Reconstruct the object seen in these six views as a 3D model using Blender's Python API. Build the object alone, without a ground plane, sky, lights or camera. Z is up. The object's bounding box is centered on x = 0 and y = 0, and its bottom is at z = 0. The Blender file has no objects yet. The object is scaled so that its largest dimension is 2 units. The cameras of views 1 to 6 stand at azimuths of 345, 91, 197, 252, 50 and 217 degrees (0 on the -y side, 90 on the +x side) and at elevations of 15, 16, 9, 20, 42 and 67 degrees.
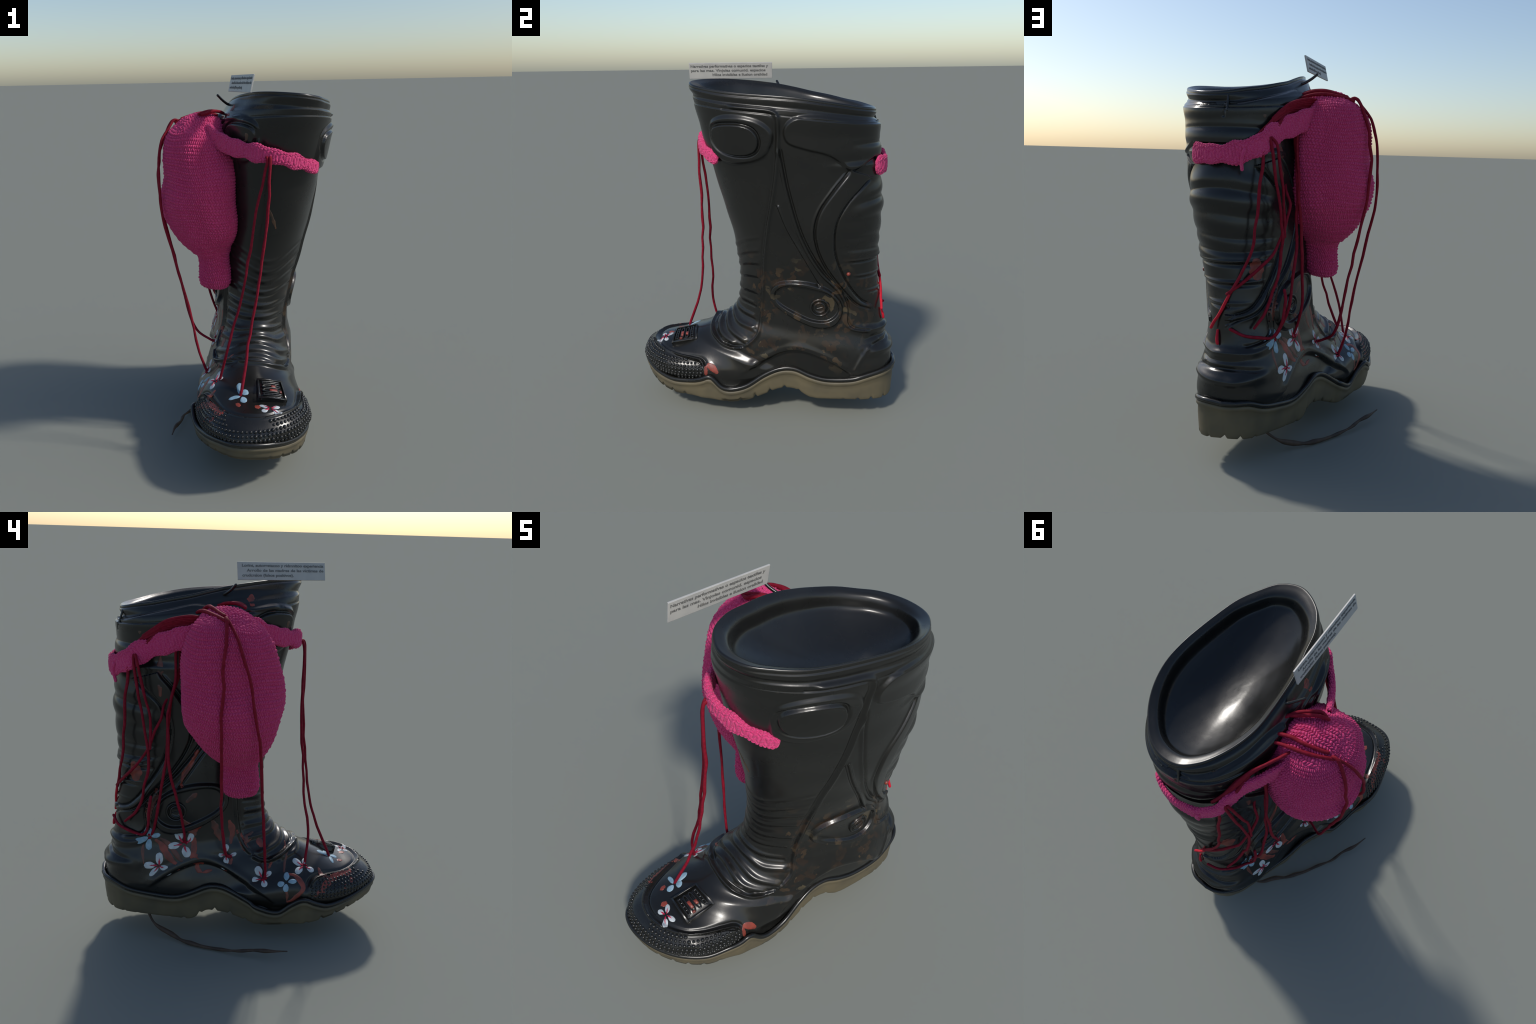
# A black rubber boot painted with blossoms; a pink crocheted pouch with two sleeves
# hangs on its side and trails dark red cords stitched to the blossoms; a paper tag
# is tied on the rim and a dry stem hangs out under the heel.
import bpy, math, random
import numpy as np
from mathutils import Vector
from mathutils.bvhtree import BVHTree

random.seed(7)
rng = np.random.default_rng(7)
A = np.array

# ---------------------------------------------------------------- helpers
def pchip(x, y, q):
    x = np.asarray(x, float); y = np.asarray(y, float); h = np.diff(x); d = np.diff(y) / h
    m = np.zeros(len(x))
    for i in range(1, len(x) - 1):
        if d[i - 1] * d[i] > 0:
            a = 2 * h[i] + h[i - 1]; b = h[i] + 2 * h[i - 1]
            m[i] = (a + b) / (a / d[i - 1] + b / d[i])
    m[0] = d[0]; m[-1] = d[-1]
    i = np.clip(np.searchsorted(x, q) - 1, 0, len(x) - 2); t = (q - x[i]) / h[i]
    return ((2*t**3 - 3*t*t + 1) * y[i] + (t**3 - 2*t*t + t) * h[i] * m[i]
            + (3*t*t - 2*t**3) * y[i + 1] + (t**3 - t*t) * h[i] * m[i + 1])

def smooth(a, b, x):
    t = np.clip((x - a) / (b - a), 0, 1)
    return t * t * (3 - 2 * t)

def catmull(pts, step=0.01, closed=False):
    P = A(pts, float)
    P = np.vstack([P[-1:], P, P[:2]]) if closed else np.vstack([2*P[0] - P[1], P, 2*P[-1] - P[-2]])
    out = []
    for i in range(1, len(P) - 2):
        p0, p1, p2, p3 = P[i-1:i+3]
        n = max(2, int(np.linalg.norm(p2 - p1) / step))
        t = np.linspace(0, 1, n, endpoint=False)[:, None]
        out.append(.5 * (2*p1 + (p2 - p0)*t + (2*p0 - 5*p1 + 4*p2 - p3)*t*t + (3*p1 - p0 - 3*p2 + p3)*t**3))
    if not closed:
        out.append(P[-2:-1])
    return np.vstack(out)

def resample(P, n):
    L = np.r_[0, np.cumsum(np.linalg.norm(np.diff(P, axis=0), axis=1))]
    q = np.linspace(0, L[-1], n)
    return np.stack([np.interp(q, L, P[:, k]) for k in range(P.shape[1])], 1)

def build_mesh(name, V, F, smooth_shade=True):
    V = np.ascontiguousarray(V, dtype=np.float32).reshape(-1, 3)
    F = np.asarray(F, dtype=np.int32); k = F.shape[1]
    me = bpy.data.meshes.new(name)
    me.vertices.add(len(V)); me.vertices.foreach_set("co", V.ravel())
    me.loops.add(F.size); me.loops.foreach_set("vertex_index", F.ravel())
    me.polygons.add(len(F))
    me.polygons.foreach_set("loop_start", np.arange(0, F.size, k, dtype=np.int32))
    me.polygons.foreach_set("loop_total", np.full(len(F), k, dtype=np.int32))
    me.polygons.foreach_set("use_smooth", np.full(len(F), smooth_shade))
    me.update(); me.validate()
    return me

def grid_faces(nr, nc, wrap=True, flip=False):
    i = np.arange(nr - 1)[:, None]; j = np.arange(nc if wrap else nc - 1)[None]
    j2 = (j + 1) % nc
    f = np.stack(np.broadcast_arrays(i*nc + j, i*nc + j2, (i+1)*nc + j2, (i+1)*nc + j), -1).reshape(-1, 4)
    return f[:, ::-1] if flip else f

def add(name, me, parent=None, mat=None):
    ob = bpy.data.objects.new(name, me)
    bpy.context.scene.collection.objects.link(ob)
    if parent: ob.parent = parent
    if mat: me.materials.append(mat)
    return ob

def merge(parts):
    V, F, n = [], [], 0
    for v, f in parts:
        v = np.asarray(v).reshape(-1, 3); V.append(v); F.append(np.asarray(f) + n); n += len(v)
    return np.vstack(V), np.vstack(F)

def frames(P, closed=False):
    T = (np.roll(P, -1, 0) - np.roll(P, 1, 0)) if closed else np.gradient(P, axis=0)
    T /= np.linalg.norm(T, axis=1)[:, None] + 1e-12
    N = np.zeros_like(P)
    r = np.cross(T[0], [0, 0, 1.]);
    if np.linalg.norm(r) < .1: r = np.cross(T[0], [1., 0, 0])
    N[0] = r / np.linalg.norm(r)
    for i in range(1, len(P)):
        v = N[i-1] - T[i] * (N[i-1] @ T[i]); N[i] = v / (np.linalg.norm(v) + 1e-12)
    return T, N, np.cross(T, N)

def tube(P, r, ns=10, closed=False):
    P = A(P, float); r = np.broadcast_to(r, len(P)).astype(float)
    T, N, B = frames(P, closed)
    th = np.linspace(0, 2*np.pi, ns, endpoint=False)
    V = P[:, None] + r[:, None, None] * (np.cos(th)[None, :, None]*N[:, None] + np.sin(th)[None, :, None]*B[:, None])
    if closed:
        V = np.concatenate([V, V[:1]])
        return V.reshape(-1, 3), grid_faces(len(V), ns, True)
    # rounded ends: two shrinking rings at each end
    def cap(i, s):
        o = []
        for k in (.5, .85, 1.0):
            rr = r[i] * math.sqrt(max(0, 1 - k*k)) + 1e-5
            o.append(P[i] + s*T[i]*r[i]*k + rr*(np.cos(th)[:, None]*N[i] + np.sin(th)[:, None]*B[i]))
        return o
    rings = cap(0, -1)[::-1] + list(V) + cap(-1, 1)
    V = A(rings)
    return V.reshape(-1, 3), grid_faces(len(V), ns, True)

# ---------------------------------------------------------------- materials
def material(name, col, rough=.5, **kw):
    m = bpy.data.materials.new(name); m.use_nodes = True
    b = m.node_tree.nodes["Principled BSDF"]
    b.inputs["Base Color"].default_value = (*col, 1); b.inputs["Roughness"].default_value = rough
    for k, v in kw.items(): b.inputs[k].default_value = v
    return m, m.node_tree.nodes, m.node_tree.links, b

def node(ns, typ, **kw):
    n = ns.new(typ)
    for k, v in kw.items():
        if k in n.inputs: n.inputs[k].default_value = v
        else: setattr(n, k, v)
    return n

def ramp(ns, stops):
    r = ns.new("ShaderNodeValToRGB"); e = r.color_ramp.elements
    while len(e) < len(stops): e.new(.5)
    for s, (p, c) in zip(e, stops):
        s.position = p; s.color = (c, c, c, 1) if isinstance(c, (int, float)) else (*c, 1)
    return r

def mixrgb(ns, ls, fac, a, b):
    m = ns.new("ShaderNodeMix"); m.data_type = 'RGBA'
    for sock, v in ((m.inputs[0], fac), (m.inputs[6], a), (m.inputs[7], b)):
        if hasattr(v, "links"): ls.new(v, sock)
        elif isinstance(v, (int, float)): sock.default_value = v
        else: sock.default_value = (*v, 1)
    return m.outputs[2]

def math_node(ns, ls, op, a, b=0.0):
    m = ns.new("ShaderNodeMath"); m.operation = op
    for s, v in ((m.inputs[0], a), (m.inputs[1], b)):
        if hasattr(v, "links"): ls.new(v, s)
        else: s.default_value = v
    return m.outputs[0]

def rubber_material(name, camo):
    m, ns, ls, b = material(name, (.021, .021, .019), .32)
    b.inputs["Specular IOR Level"].default_value = .5
    tc = ns.new("ShaderNodeTexCoord")
    n1 = node(ns, "ShaderNodeTexNoise", Scale=5.0, Detail=5.0); ls.new(tc.outputs["Object"], n1.inputs["Vector"])
    r1 = ramp(ns, [(.3, .21), (.75, .35)]); ls.new(n1.outputs["Fac"], r1.inputs[0]); ls.new(r1.outputs[0], b.inputs["Roughness"])
    base = mixrgb(ns, ls, n1.outputs["Fac"], (.0085, .0087, .0082), (.0130, .0125, .0108))
    # worn scuffs: small pale scratches
    n2 = node(ns, "ShaderNodeTexNoise", Scale=38.0, Detail=6.0); ls.new(tc.outputs["Object"], n2.inputs["Vector"])
    r2 = ramp(ns, [(.68, 0.0), (.76, .35)]); ls.new(n2.outputs["Fac"], r2.inputs[0])
    base = mixrgb(ns, ls, r2.outputs[0], base, (.034, .029, .021))
    if camo:
        sep = ns.new("ShaderNodeSeparateXYZ"); ls.new(tc.outputs["Object"], sep.inputs[0])
        def band(o, lo, hi, soft):
            a = node(ns, "ShaderNodeMapRange"); a.interpolation_type = 'SMOOTHSTEP'; ls.new(o, a.inputs[0])
            a.inputs[1].default_value = lo - soft; a.inputs[2].default_value = lo + soft
            c = node(ns, "ShaderNodeMapRange"); c.interpolation_type = 'SMOOTHSTEP'; ls.new(o, c.inputs[0])
            c.inputs[1].default_value = hi + soft; c.inputs[2].default_value = hi - soft
            return math_node(ns, ls, 'MULTIPLY', a.outputs[0], c.outputs[0])
        # flaking brown and olive patches on the outer ankle and instep
        zone = math_node(ns, ls, 'MULTIPLY', band(sep.outputs[2], .36, .95, .10), band(sep.outputs[1], -.28, .60, .08))
        zone = math_node(ns, ls, 'MULTIPLY', zone, band(sep.outputs[0], .17, 2.0, .03))
        nd = node(ns, "ShaderNodeTexNoise", Scale=11.0, Detail=7.0); ls.new(tc.outputs["Object"], nd.inputs["Vector"])
        warp = ns.new("ShaderNodeVectorMath"); warp.operation = 'MULTIPLY_ADD'
        ls.new(nd.outputs["Color"], warp.inputs[0]); warp.inputs[1].default_value = (.22, .22, .22); ls.new(tc.outputs["Object"], warp.inputs[2])
        vo = node(ns, "ShaderNodeTexVoronoi", Scale=19.0); ls.new(warp.outputs[0], vo.inputs["Vector"])
        sc = ns.new("ShaderNodeSeparateColor"); ls.new(vo.outputs["Color"], sc.inputs[0])
        pick = ramp(ns, [(.44, 0.0), (.46, 1.0)]); ls.new(sc.outputs[0], pick.inputs[0])
        edge = ramp(ns, [(.50, 1.0), (.56, 0.0)]); ls.new(vo.outputs["Distance"], edge.inputs[0])
        nb = node(ns, "ShaderNodeTexNoise", Scale=6.0, Detail=2.0); ls.new(tc.outputs["Object"], nb.inputs["Vector"])
        nbr = ramp(ns, [(.36, .0), (.54, 1.0)]); ls.new(nb.outputs["Fac"], nbr.inputs[0])
        mask = math_node(ns, ls, 'MULTIPLY', math_node(ns, ls, 'MULTIPLY', pick.outputs[0], edge.outputs[0]), math_node(ns, ls, 'MULTIPLY', zone, nbr.outputs[0]))
        tone = ramp(ns, [(.0, (.024, .014, .009)), (.55, (.036, .022, .013)), (.8, (.055, .035, .019)), (1.0, (.095, .078, .045))]); ls.new(sc.outputs[1], tone.inputs[0])
        base = mixrgb(ns, ls, math_node(ns, ls, 'MULTIPLY', mask, .85), base, tone.outputs[0])
        # rusty rubbed streaks in the toe studs (outer side)
    ls.new(base, b.inputs["Base Color"])
    bp = node(ns, "ShaderNodeBump", Strength=.12, Distance=.004)
    n3 = node(ns, "ShaderNodeTexNoise", Scale=22.0, Detail=4.0); ls.new(tc.outputs["Object"], n3.inputs["Vector"])
    ls.new(n3.outputs["Fac"], bp.inputs["Height"]); ls.new(bp.outputs[0], b.inputs["Normal"])
    return m

def two_tone(name, c1, c2, scale, rough, bump=0.0, bscale=60.0, lo=.35, hi=.65, **kw):
    m, ns, ls, b = material(name, c1, rough, **kw)
    tc = ns.new("ShaderNodeTexCoord")
    n = node(ns, "ShaderNodeTexNoise", Scale=scale, Detail=5.0); ls.new(tc.outputs["Object"], n.inputs["Vector"])
    r = ramp(ns, [(lo, 0.0), (hi, 1.0)]); ls.new(n.outputs["Fac"], r.inputs[0])
    ls.new(mixrgb(ns, ls, r.outputs[0], c1, c2), b.inputs["Base Color"])
    if bump:
        n2 = node(ns, "ShaderNodeTexNoise", Scale=bscale, Detail=4.0); ls.new(tc.outputs["Object"], n2.inputs["Vector"])
        bp = node(ns, "ShaderNodeBump", Strength=bump, Distance=.003)
        ls.new(n2.outputs["Fac"], bp.inputs["Height"]); ls.new(bp.outputs[0], b.inputs["Normal"])
    return m

RUBBER = rubber_material("black_rubber", True)
RUBBER_IN = rubber_material("black_rubber_inside", False)
SOLE = two_tone("tan_sole_rubber", (.120, .098, .056), (.085, .072, .045), 7, .55, .15, 40)
YARN = two_tone("pink_yarn", (.56, .022, .130), (.70, .115, .27), 330, .85, .4, 500, .40, .70, **{"Sheen Weight": .12, "Specular IOR Level": .2})
CORD = two_tone("dark_red_cord", (.185, .004, .015), (.25, .007, .024), 60, .7, .4, 260, **{"Specular IOR Level": .18})
CORD_BRIGHT = two_tone("bright_red_cord", (.55, .012, .03), (.45, .012, .03), 60, .65, .3, 260, **{"Specular IOR Level": .2})
PAINT_RED = two_tone("red_brown_paint", (.28, .048, .030), (.13, .028, .020), 22, .45, .2, 90)
PAINT_DIM = two_tone("faded_red_paint", (.17, .045, .030), (.055, .026, .020), 18, .4, .2, 90)
PAINT_BROWN = two_tone("brown_paint", (.10, .048, .025), (.05, .03, .02), 22, .45)
PETAL_WHITE = two_tone("white_petal_paint", (.55, .57, .58), (.40, .46, .49), 45, .5, .4, 120)
PETAL_BLUE = two_tone("blue_petal_paint", (.30, .44, .53), (.18, .31, .40), 35, .5, .4, 120)
PETAL_RED = two_tone("crimson_paint", (.50, .012, .06), (.36, .01, .04), 60, .5)
PAPER = two_tone("tag_paper", (.47, .455, .42), (.40, .39, .37), 12, .5)
INK = material("tag_ink", (.15, .148, .14), .6)[0]
STEM = two_tone("dry_stem", (.070, .042, .026), (.038, .024, .016), 25, .7, .4, 60)

# ---------------------------------------------------------------- boot: the body form
# Slices that fan from the rim down the shaft and round the ankle out to the toe:
# front y,z,x | back y,z,x | middle x, half width inner, half width outer | roundness front inner, front outer, back inner, back outer
SLICES = A([
[-.37,1.885,.17, .605,1.752,.25, .237,.262,.250, 2.05,2.15,2.1,2.05],
[-.340,1.80,.172, .594,1.69,.23, .230,.334,.256, 2.05,2.25,2.25,2.05],
[-.310,1.64,.160, .612,1.58,.22, .208,.314,.256, 2.1,2.3,2.4,2.15],
[-.260,1.464,.135, .624,1.44,.20, .182,.297,.259, 2.1,2.25,2.4,2.25],
[-.205,1.25,.105, .644,1.26,.18, .166,.268,.251, 2.1,2.2,2.15,2.2],
[-.155,1.04,.075, .638,1.06,.158, .138,.245,.236, 2.1,2.2,2.0,2.05],
[-.134,.82,.040, .646,.86,.13, .106,.230,.214, 2.1,2.2,2.0,2.1],
[-.142,.685,.015, .668,.70,.115, .09,.222,.200, 2.1,2.2,2.0,2.0],
[-.174,.60,-.02, .692,.56,.11, .092,.230,.198, 2.15,2.2,2.4,2.05],
[-.217,.555,-.045, .734,.43,.105, .088,.252,.217, 2.2,2.3,2.7,2.35],
[-.287,.51,-.07, .742,.27,.105, .058,.264,.237, 2.3,2.4,2.8,2.9],
[-.37,.465,-.095, .740,.13,.105, .022,.273,.256, 2.4,2.4,2.8,3.0],
[-.43,.44,-.11, .45,.13,.08, -.045,.276,.300, 2.4,2.4,2.4,2.4],
[-.49,.408,-.122, .1,.14,0, -.085,.278,.302, 2.3,2.3,2.3,2.3],
[-.545,.392,-.126, -.2,.14,-.08, -.108,.283,.299, 2.2,2.2,2.2,2.2],
[-.612,.387,-.129, -.45,.15,-.12, -.120,.258,.286, 2.1,2.15,2.15,2.15],
[-.676,.364,-.138, -.59,.17,-.14, -.132,.212,.232, 2.1,2.15,2.15,2.15],
[-.728,.318,-.144, -.68,.19,-.144, -.141,.138,.152, 2.1,2.1,2.1,2.1],
[-.747,.25,-.145, -.745,.235,-.145, -.145,.01,.01, 2.0,2.0,2.0,2.0]])
# the mouth's edge, a tilted oval that rises on the inner side
RIM = A([(.176,-.366,1.893),(.280,-.342,1.877),(.351,-.263,1.861),(.403,-.178,1.849),(.437,-.082,1.839),(.463,.016,1.832),(.482,.115,1.825),(.490,.216,1.815),(.480,.316,1.80),(.450,.408,1.785),(.400,.49,1.77),(.33,.56,1.76),(.25,.592,1.755),(.161,.587,1.759),(.084,.532,1.776),(.031,.456,1.79),(-.010,.374,1.81),(-.037,.284,1.83),(-.046,.195,1.853),(-.047,.10,1.873),(-.039,.003,1.886),(-.018,-.097,1.896),(.006,-.206,1.903),(.069,-.307,1.903)])

def body(NS, NT):
    S = SLICES
    step = .5*(np.linalg.norm(np.diff(S[:, :2], axis=0), axis=1) + np.linalg.norm(np.diff(S[:, 3:5], axis=0), axis=1))
    dl = np.r_[0, np.cumsum(step)]
    q = np.linspace(0, dl[-1], NS)
    P = np.stack([pchip(dl, S[:, k], q) for k in range(13)], 1)
    half = .5*np.hypot(P[:, 0] - P[:, 3], P[:, 1] - P[:, 4])
    th = np.linspace(0, np.pi, 900); ct, sn = np.cos(th), np.sin(th)
    a = np.zeros((NS, NT)); b = np.zeros((NS, NT)); h2 = NT//2
    for i in range(NS):
        for o, wd, nf, nb in ((1, P[i, 8], P[i, 10], P[i, 12]), (-1, P[i, 7], P[i, 9], P[i, 11])):
            n = np.where(ct > 0, nf, nb)
            aa = np.sign(ct)*np.abs(ct)**(2/n); bb = np.abs(sn)**(2/n)
            L = np.r_[0, np.cumsum(np.hypot(np.diff(aa*half[i]), np.diff(bb*wd)))]
            q2 = np.linspace(0, L[-1], h2 + 1)
            ai, bi = np.interp(q2, L, aa), np.interp(q2, L, bb)
            if o > 0: a[i, :h2 + 1] = ai; b[i, :h2 + 1] = bi
            else: a[i, h2 + 1:] = ai[::-1][1:-1]; b[i, h2 + 1:] = -bi[::-1][1:-1]
    st = b
    y = .5*(P[:, 0:1] + P[:, 3:4]) + .5*(P[:, 0:1] - P[:, 3:4])*a
    z = .5*(P[:, 1:2] + P[:, 4:5]) + .5*(P[:, 1:2] - P[:, 4:5])*a
    x = .5*(P[:, 2:3] + P[:, 5:6]) + .5*(P[:, 2:3] - P[:, 5:6])*a + (P[:, 6:7] - .5*(P[:, 2:3] + P[:, 5:6]))*(1 - a*a) + np.where(b > 0, P[:, 8:9], P[:, 7:8])*b
    row = np.interp(q, dl, np.arange(len(S)))
    V = np.stack([x, y, z], -1)
    # bend the top rows onto the rim curve
    R = catmull(RIM, .004, True); c = RIM[:, :2].mean(0)
    ra = np.arctan2(R[:, 0] - c[0], -(R[:, 1] - c[1])); o = np.argsort(ra)
    va = np.arctan2(V[0, :, 0] - c[0], -(V[0, :, 1] - c[1]))
    tgt = np.stack([np.interp(va, ra[o], R[o, k], period=2*np.pi) for k in range(3)], 1)
    V += (1 - smooth(0, 1.35, row))[:, None, None]*(tgt - V[0])[None]
    return V, row, st

def grid_normals(V):
    du = np.gradient(V, axis=0)
    dv = np.roll(V, -1, 1) - np.roll(V, 1, 1)
    N = np.cross(dv, du)
    N /= np.linalg.norm(N, axis=2)[..., None] + 1e-12
    C = V.mean(axis=1, keepdims=True)
    if ((V - C)*N).sum() < 0: N = -N
    return N

NS, NT = 820, 640
V0, ROW, ST = body(NS, NT)
N0 = grid_normals(V0)
PV = V0.reshape(-1, 3); PN = N0.reshape(-1, 3)
SIDE = ST.reshape(-1)
ROWS = np.repeat(ROW, NT)
DISP = np.zeros(len(PV))

# coarse copy to project feature curves given as (y, z) on one side
CV, CR, CS = body(260, 240)
CP = CV.reshape(-1, 3); CSIDE = CS.reshape(-1)
ok = np.repeat(CR, 240) < 17.5
BVH0 = BVHTree.FromPolygons([Vector(v) for v in CP], grid_faces(260, 240).tolist())

def mirror_yz(yz):
    """outer-side (y,z) -> inner side: the foot points inward, so the inner side sits further back"""
    yz = A(yz, float).copy(); f = 1 - smooth(.75, 1.35, yz[:, 1])
    yz[:, 0] += .065*f; yz[:, 1] += .032*f
    return yz

def on_side(yz, left):
    """drop (y, z) points sideways onto the outer or inner wall"""
    out = []
    for y, z in A(yz, float):
        sx = -3.0 if left else 3.0
        h = BVH0.ray_cast(Vector((sx, y, z)), Vector((-sx, 0, 0)))
        if h[0] is None or (abs(h[1].x) < .28 and y > .3):
            h = BVH0.find_nearest(Vector((.14, y + .2, z)) if y > .3 else Vector((.15 + (-.1 if left else .1), y, z)))
        out.append(h[0][:])
    out = A(out)
    if len(out) < 3: return out
    L = np.r_[0, np.cumsum(np.linalg.norm(np.diff(out, axis=0), axis=1))]
    out = resample(out, max(4, int(L[-1]/.012)))
    return A([BVH0.find_nearest(Vector(p))[0] for p in out])

def near(C, margin):
    lo, hi = C.min(0) - margin, C.max(0) + margin
    return np.flatnonzero(((PV > lo) & (PV < hi)).all(1))

def seg_dist(P, C):
    best = np.full(len(P), 9.0)
    for a, b in zip(C[:-1], C[1:]):
        ab = b - a; t = np.clip(((P - a) @ ab)/(ab @ ab + 1e-12), 0, 1)
        best = np.minimum(best, ((P - a - t[:, None]*ab)**2).sum(1))
    return np.sqrt(best)

def line(C, h, w, taper=0.0, into=None):
    """raise (h>0) or cut (h<0) a rounded line along the 3D curve C"""
    C = A(C); idx = near(C, 3*w)
    if len(idx) == 0: return
    d = seg_dist(PV[idx], C)
    g = h*np.exp(-(d/w)**2)
    if taper:
        e = np.minimum(np.linalg.norm(PV[idx] - C[0], axis=1), np.linalg.norm(PV[idx] - C[-1], axis=1))
        g *= smooth(0, taper, e)
    if into is None: DISP[idx] += g
    else: into[idx] = np.where(np.abs(g) > np.abs(into[idx]), g, into[idx])

def inside(yz, poly):
    x, y = yz[:, 0], yz[:, 1]; c = np.zeros(len(x), bool)
    for (x1, y1), (x2, y2) in zip(poly, np.roll(poly, -1, 0)):
        if y1 == y2: continue
        k = (y1 > y) != (y2 > y)
        c ^= k & (x < (x2 - x1)*(y - y1)/(y2 - y1) + x1)
    return c

def sdist(yz_poly, left, edge3d, margin=.05):
    """signed distance (inside > 0) to an outline on one side of the boot"""
    side = (SIDE < .05) if left else (SIDE > -.05)
    side = side & (ROWS < 17)
    sd = np.full(len(PV), -margin)
    ids = np.flatnonzero(side)
    ins = inside(PV[ids][:, 1:], yz_poly)
    sd[ids[ins]] = margin
    nb = near(edge3d, margin); nb = nb[side[nb]]
    d = np.minimum(seg_dist(PV[nb], edge3d), margin)
    sd[nb] = np.where(sd[nb] > 0, d, -d)
    return sd

def plateau(yz, h, soft, closed=True, extra=None, inner=None, fade_y=None):
    """raised (or sunk) field on both sides; yz outlines the part of the edge that shows"""
    field = np.zeros(len(PV))
    for left in (False, True):
        e = catmull((mirror_yz(yz) if inner is None else inner) if left else yz, .012, closed)
        edge = on_side(e, left)
        if closed: edge = np.vstack([edge, edge[:1]])
        poly = e if extra is None else np.vstack([e, mirror_yz(extra) if left else extra])
        sd = sdist(poly, left, edge)
        field = np.maximum(field, smooth(-soft, soft, sd))
    if fade_y is not None: field *= smooth(fade_y, fade_y + .20, PV[:, 1])
    DISP[:] += h*field
    return field

def both(yz, h, w, taper=0.0):
    tmp = np.zeros(len(PV))
    for left in (False, True):
        e = catmull(mirror_yz(yz) if left else yz, .012)
        line(on_side(e, left), h, w, taper, tmp)
    DISP[:] += tmp

# -- outlines on the outer side, (y, z)
SEAM = [(-.16,1.790),(-.06,1.781),(.02,1.774),(.065,1.766),(.090,1.738),(.091,1.605),(.081,1.459),(.061,1.319),(.037,1.171),(.019,1.013),(.004,.789),(-.009,.610),(-.031,.511),(-.094,.441),(-.15,.418)]
OVAL = [(-.225,1.687),(-.172,1.705),(-.086,1.704),(-.027,1.679),(-.003,1.626),(-.018,1.578),(-.067,1.555),(-.142,1.558),(-.199,1.584),(-.232,1.637)]
OVALRING = [(-.245,1.60),(-.247,1.698),(-.196,1.737),(-.108,1.743),(-.014,1.725),(.045,1.686),(.062,1.636),(.029,1.556),(-.05,1.518),(-.15,1.51),(-.22,1.545)]
PAD_IN = [(.61,1.695),(.549,1.723),(.481,1.746),(.385,1.771),(.271,1.797),(.20,1.79),(.175,1.75),(.19,1.70),(.27,1.665),(.38,1.625),(.46,1.585),(.53,1.555),(.585,1.53)]
PAD = [(.61,1.70),(.447,1.718),(.294,1.742),(.192,1.741),(.141,1.715),(.121,1.669),(.141,1.617),(.216,1.588),(.332,1.556),(.405,1.511),(.455,1.472),(.52,1.50),(.58,1.53)]
CH1 = [(.455,1.472),(.373,1.373),(.303,1.263),(.280,1.159),(.297,1.051),(.347,.939),(.428,.820),(.512,.718),(.575,.682),(.605,.672)]
CH2 = [(.574,1.428),(.534,1.397),(.448,1.307),(.390,1.196),(.381,1.076),(.404,.964),(.467,.831),(.539,.734),(.600,.695)]
LINE6 = [(.100,1.605),(.146,1.362),(.220,1.117),(.323,.925),(.429,.806),(.474,.701),(.474,.617),(.502,.578),(.571,.557),(.61,.553)]
LINE7 = [(.079,1.288),(.134,1.153),(.221,.993),(.305,.839)]
ANK = [(.048,.784),(.081,.835),(.146,.858),(.248,.855),(.351,.817),(.417,.749),(.435,.676),(.394,.601),(.303,.587),(.198,.623),(.106,.677),(.054,.727)]
ANKIN = [(.074,.782),(.107,.824),(.172,.839),(.274,.824),(.364,.788),(.412,.720),(.406,.664),(.355,.626),(.276,.628),(.198,.659),(.119,.701),(.080,.739)]
ARCH = [(-.16,.235),(-.103,.285),(-.005,.352),(.091,.416),(.185,.443),(.277,.425),(.384,.378),(.492,.304),(.53,.26)]

both(SEAM, .011, .009, .05)
both([(y - .018, z - .01) for y, z in SEAM], -.0035, .007)
UP = lambda pts: [(y - .005, z + .052) for y, z in pts]
plateau(OVALRING, .016, .012, inner=UP(OVALRING))
WIDE = [(y*1.12 + .012, (z - 1.63)*1.16 + 1.63) for y, z in OVAL]
plateau(WIDE, -.010, .006, inner=UP(WIDE))
plateau(OVAL, .017, .006, inner=UP(OVAL))
plateau(PAD, .016, .010, closed=False, inner=PAD_IN, extra=A([(.9, 1.53), (.9, 1.70)]))
plateau(CH1[::-1], .011, .006, closed=False, extra=catmull(CH2, .012))
both(CH1, -.012, .007, .04); both([(y - .012, z) for y, z in CH1], .006, .008, .04)
both(CH2, -.010, .009, .05)
both(LINE6, -.009, .007, .04); both([(y - .013, z - .004) for y, z in LINE6], .009, .009, .04)
both(LINE7, -.006, .006); both([(y + .012, z) for y, z in LINE7], .008, .007)
plateau(ANK, .021, .007)
plateau(ANKIN, -.015, .006)
ARCH_IN = [(y + .065, z + .012) for y, z in ARCH]
ARCH_FIELD = plateau(ARCH, -.028, .010, closed=False, extra=A([(.53, 0.), (-.16, 0.)]), inner=ARCH_IN, fade_y=-.17)

line(on_side(catmull([(y, z + .022) for y, z in ARCH[1:-1]], .012), False), .007, .022, .06)
line(on_side(catmull([(y, z + .022) for y, z in ARCH_IN[1:-1]], .012), True), .006, .022, .06)

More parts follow.
